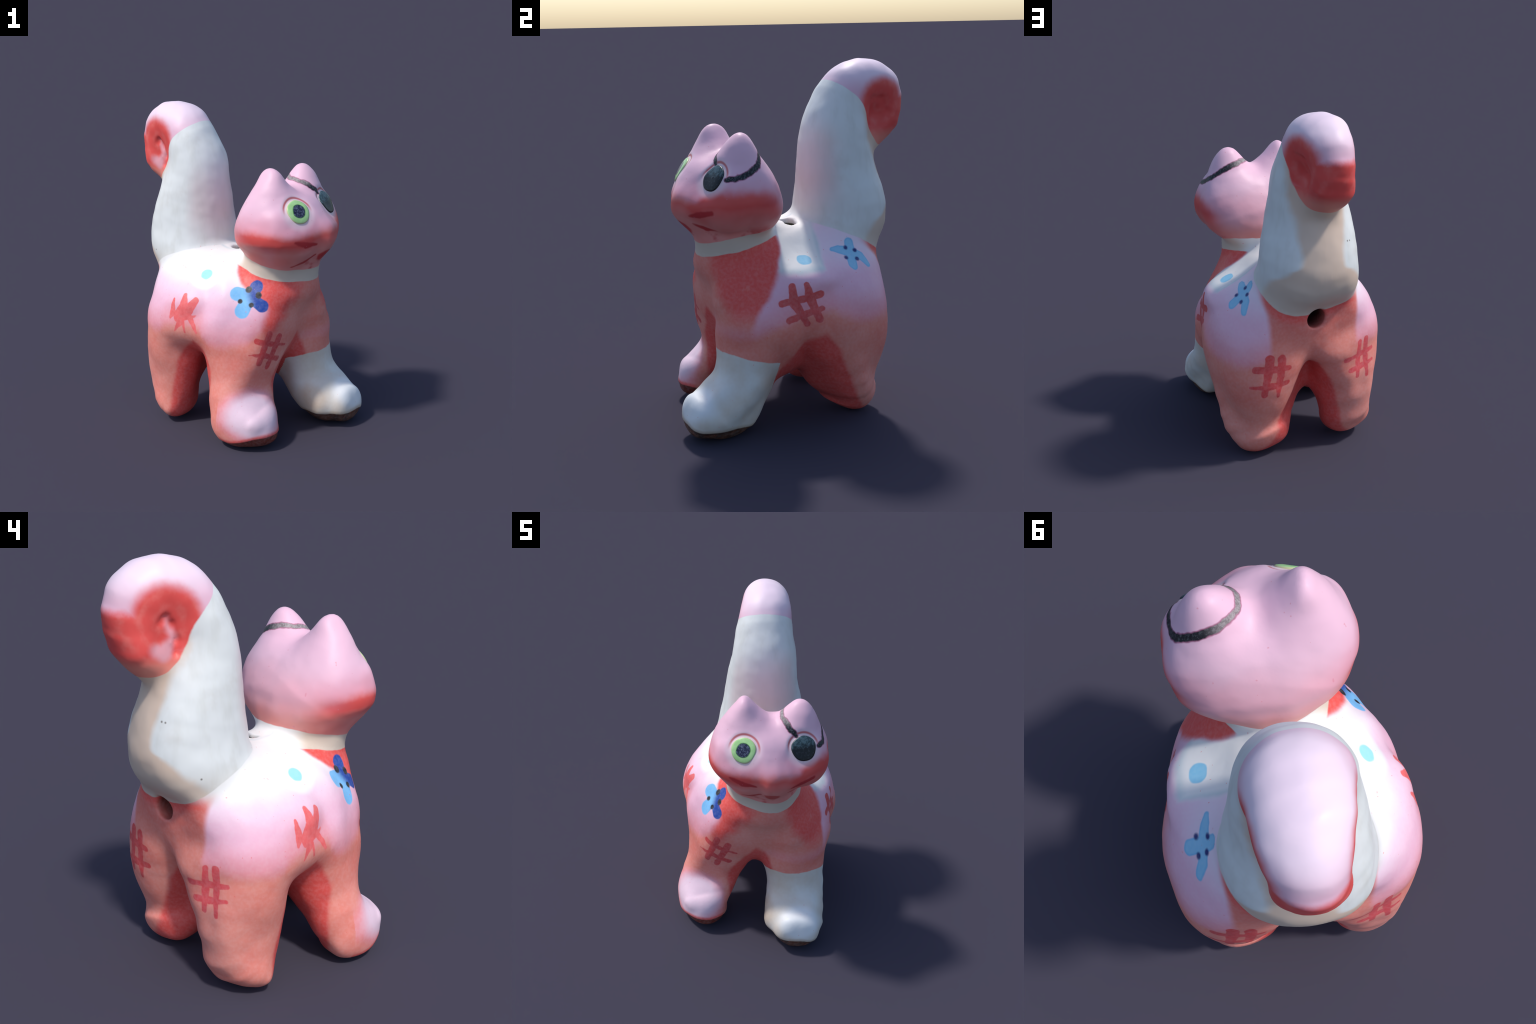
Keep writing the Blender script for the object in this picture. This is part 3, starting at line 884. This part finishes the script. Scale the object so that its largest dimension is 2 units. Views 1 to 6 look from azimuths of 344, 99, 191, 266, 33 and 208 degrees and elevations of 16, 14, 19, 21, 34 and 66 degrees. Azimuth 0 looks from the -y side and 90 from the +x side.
def tail_cream(P, n1):
    s, t, z = P.s, P.t, P.z
    streak_at = P.vec('MULTIPLY', P.p, (1, 1, .3))
    streak = P.noise(14, 3, .6, at=streak_at)
    cream = P.mix(P.ramp(streak, -.1, .4), TAIL_WHITE, (.70, .71, .68))
    blush = P.mul(P.ramp(t, -.30, -.22), P.ramp(P.m('ABSOLUTE', P.sub(z, 1.42)), .28, .05))
    cream = P.mix(P.mul(blush, .6), cream, (.72, .58, .57))
    cream = P.mix(P.mul(P.ramp(n1, .05, .25), .35), cream, (.64, .60, .56))
    # tan tone over the back of the tail and round its root
    side = P.curve(z, [(1.0, .30), (1.10, .24), (1.17, .17), (1.22, .115), (1.40, .135), (1.60, .15), (1.75, .15)])
    back_t = P.curve(z, [(1.0, -.40), (1.11, -.50), (1.18, -.57), (1.4, -.53), (1.56, -.47), (1.75, -.42)])
    tan = P.mul(P.ramp(P.add(P.sub(P.m('ABSOLUTE', P.add(s, .005)), side), P.mul(n1, .06)), .022, -.022), P.ramp(P.add(P.sub(t, back_t), P.mul(n1, .06)), .04, -.04))
    cream = P.mix(P.mul(tan, .75), cream, (.74, .51, .36))
    low = P.ramp(z, 1.14, 1.02)
    cream = P.mix(P.mul(low, .4), cream, (.66, .60, .52))
    return cream, streak


def tail_paint():
    P = Paint('tail_glaze')
    s, t, z = P.s, P.t, P.z
    n1, n2, n3 = P.noise(5, 4, .6), P.noise(22, 3), P.noise(60, 2)
    cream, streak = tail_cream(P, n1)
    # pinholes
    for d in [(-.166, -.611, 1.32), (-.150, -.620, 1.322), (-.172, -.606, 1.295), (-.160, -.615, 1.285), (-.287, -.512, 1.077), (.10, -.60, 1.14)]:
        cream = mark(P, cream, P.sub(P.dist(d), .0045), (.12, .09, .07), .003, .8)
    # curled tip: pink outside, red on its flat sides and underneath
    border = P.curve(z, [(1.49, -1.0), (1.50, -.66), (1.51, -.605), (1.55, -.555), (1.60, -.515), (1.65, -.488), (1.71, -.47), (1.78, -.425), (1.83, -.372), (1.89, -.302), (2.02, -.14)])
    tip = P.ramp(P.add(P.sub(t, border), P.mul(n2, .01)), .005, -.005)
    pink = P.mix(P.ramp(P.add(z, P.mul(n1, .06)), 1.80, 1.95), (.84, .50, .62), PINK_PALE)
    centre = (-.03, -.585, 1.74)
    q = P.vec('SUBTRACT', P.p, centre)
    tt = P.vec('DOT_PRODUCT', q, (0, 1, 0), value=True)
    zz = P.vec('DOT_PRODUCT', q, (0, 0, 1), value=True)
    rho = P.m('SQRT', P.add(P.mul(tt, tt), P.mul(zz, zz)))
    on_side = P.ramp(P.m('ABSOLUTE', P.add(s, .03)), .05, .085)
    disc = P.mul(P.ramp(P.add(rho, P.mul(n1, .05)), .19, .125), on_side)
    under = P.mul(P.ramp(P.add(z, P.mul(n2, .03)), 1.815, 1.765), P.ramp(t, -.5, -.66))
    reddish = P.high(P.high(disc, under), P.ramp(P.add(z, P.mul(n2, .02)), 1.66, 1.61))
    swirl = P.m('SINE', P.add(P.mul(rho, 95.0), P.m('ARCTAN2', zz, tt)))
    red = P.mix(P.ramp(P.add(P.mul(swirl, .14), n2), -.1, .5), (.82, .095, .085), (.84, .17, .15))
    red = P.mix(P.ramp(z, 1.62, 1.54), red, SALMON)
    tipcol = P.mix(reddish, pink, red)
    fade = P.mul(P.ramp(P.stroke([(-.136, -.581, 1.755, .010), (-.125, -.545, 1.67, .022), (-.125, -.59, 1.61, .038), (-.11, -.65, 1.63, .03)], P.wobbly(20, .02)), .016, -.02), P.ramp(s, -.05, -.09))
    tipcol = P.mix(P.mul(fade, .85), tipcol, (.82, .42, .48))
    col = P.mix(tip, cream, tipcol)
    return P.finish(col, bump=streak)


def eye_paint():
    P = Paint('eye_glaze', .3)
    c, n, u, v = eye_frame(EYES[0])
    iris = P.mix(P.ramp(P.noise(25), -.2, .2), (.36, .64, .26), (.46, .74, .34))
    pupil_at = c + v * (-.002) + u * (-.0)
    d = P.sub(P.dist(tuple(pupil_at), P.wobbly(20, .010)), .040)
    grain = P.noise(80, 3, .75)
    dark = P.mix(P.ramp(grain, -.08, .2), (.012, .014, .045), (.16, .19, .28))
    e = P.dist(tuple(c))
    col = P.mix(P.ramp(e, .068, .075), iris, (.62, .60, .36))
    col = mark(P, col, P.sub(d, .003), (.05, .20, .04), .003)
    col = mark(P, col, d, dark, .003)
    return P.finish(col)


def patch_paint():
    P = Paint('eye_patch_glaze', .35)
    c, n, u, v = eye_frame(EYES[1])
    grain = P.noise(70, 3, .7)
    up = P.ramp(P.add(P.vec('DOT_PRODUCT', P.vec('SUBTRACT', P.p, tuple(c)), tuple(v), value=True), P.mul(grain, .06)), -.01, .04)
    col = P.mix(P.ramp(grain, .0, .3), (.010, .012, .014), (.05, .06, .07))
    col = P.mix(P.mul(up, .8), col, P.mix(P.ramp(grain, -.2, .2), (.025, .06, .075), (.12, .20, .23)))
    return P.finish(col)


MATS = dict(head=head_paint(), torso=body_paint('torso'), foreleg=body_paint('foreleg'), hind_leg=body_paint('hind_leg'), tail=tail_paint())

# --------------------------------------------------------------------- objects
W = V @ TO_WORLD                     # to world coordinates
# LEFT, FORWARD, UP is a left-handed set, so turn the faces round
Q = Q[:, ::-1]
W[:, :2] -= (W[:, :2].max(0) + W[:, :2].min(0)) / 2 * 0


def make_mesh(name, verts, faces):
    me = bpy.data.meshes.new(name)
    me.from_pydata(verts.tolist(), [], faces.tolist())
    me.polygons.foreach_set('use_smooth', np.ones(len(faces), bool))
    me.update()
    return me


whole = make_mesh('whole_skin', W, Q)
normals = np.empty(len(W) * 3, 'f')
whole.vertex_normals.foreach_get('vector', normals)
normals = normals.reshape(-1, 3)
bpy.data.meshes.remove(whole)

root = bpy.data.objects.new('ceramic_cat', None)
bpy.context.scene.collection.objects.link(root)
root['label'] = 'pink and red hand-painted ceramic cat with thick curled tail'
root['category'] = 'cat figurine'
root.empty_display_size = .2


def add_part(name, mesh, mat, parent=root):
    mesh.materials.append(mat)
    ob = bpy.data.objects.new(name, mesh)
    bpy.context.scene.collection.objects.link(ob)
    ob.parent = parent
    return ob


KINDS = [('torso', 'torso', 'torso'), ('head', 'head', 'head'), ('neck_band', 'neck_band', 'head'),
         ('foreleg_L', 'foreleg', 'foreleg'), ('foreleg_R', 'foreleg', 'foreleg'),
         ('hind_leg_L', 'hind_leg', 'hind_leg'), ('hind_leg_R', 'hind_leg', 'hind_leg'),
         ('ear_L', 'ear', 'head'), ('ear_R', 'ear', 'head'), ('tail', 'tail', 'tail')]
made = {}
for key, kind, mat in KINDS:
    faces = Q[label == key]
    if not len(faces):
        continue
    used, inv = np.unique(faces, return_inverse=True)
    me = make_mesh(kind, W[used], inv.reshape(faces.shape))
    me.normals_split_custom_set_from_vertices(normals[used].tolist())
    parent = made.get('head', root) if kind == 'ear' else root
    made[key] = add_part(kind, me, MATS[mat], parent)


def eye_disc(e, rings=14, seg=64):
    """A thin pad of glaze that follows the face, gently domed, its rim sunk in."""
    c, n, u, v = eye_frame(e)
    pts = []
    for i in range(rings + 1):
        rr = min(1.0, i / (rings - 1))
        for k in range(seg if i else 1):
            a = 2 * np.pi * k / seg
            wob = 1 + .02 * np.sin(3 * a + 1) + .015 * np.sin(5 * a)
            pts.append(c + e['r'] * wob * rr * (np.cos(a) * u * e.get('wide', 1) + np.sin(a) * v))
    pts = np.array(pts)
    height = np.concatenate([[.005]] + [np.full(seg, .004 * np.sqrt(max(0, 1 - (min(1, i / (rings - 1))) ** 2)) - .0004) for i in range(1, rings + 1)])
    height[-seg:] = -.006
    for _ in range(8):
        pts = pts - np.outer(clay(pts) - height, n) * .8
    faces = []
    tri = []
    for k in range(seg):
        tri.append([0, 1 + k, 1 + (k + 1) % seg])
        for i in range(rings - 1):
            a, b = 1 + i * seg, 1 + (i + 1) * seg
            faces.append([a + k, b + k, b + (k + 1) % seg, a + (k + 1) % seg])
    me = bpy.data.meshes.new(e['name'])
    me.from_pydata((pts @ TO_WORLD).tolist(), [], [f[::-1] for f in tri + faces])
    me.polygons.foreach_set('use_smooth', np.ones(len(me.polygons), bool))
    me.update()
    return me


add_part('eye', eye_disc(EYES[0]), eye_paint(), made['head'])
add_part('painted_eye_patch', eye_disc(EYES[1]), patch_paint(), made['head'])
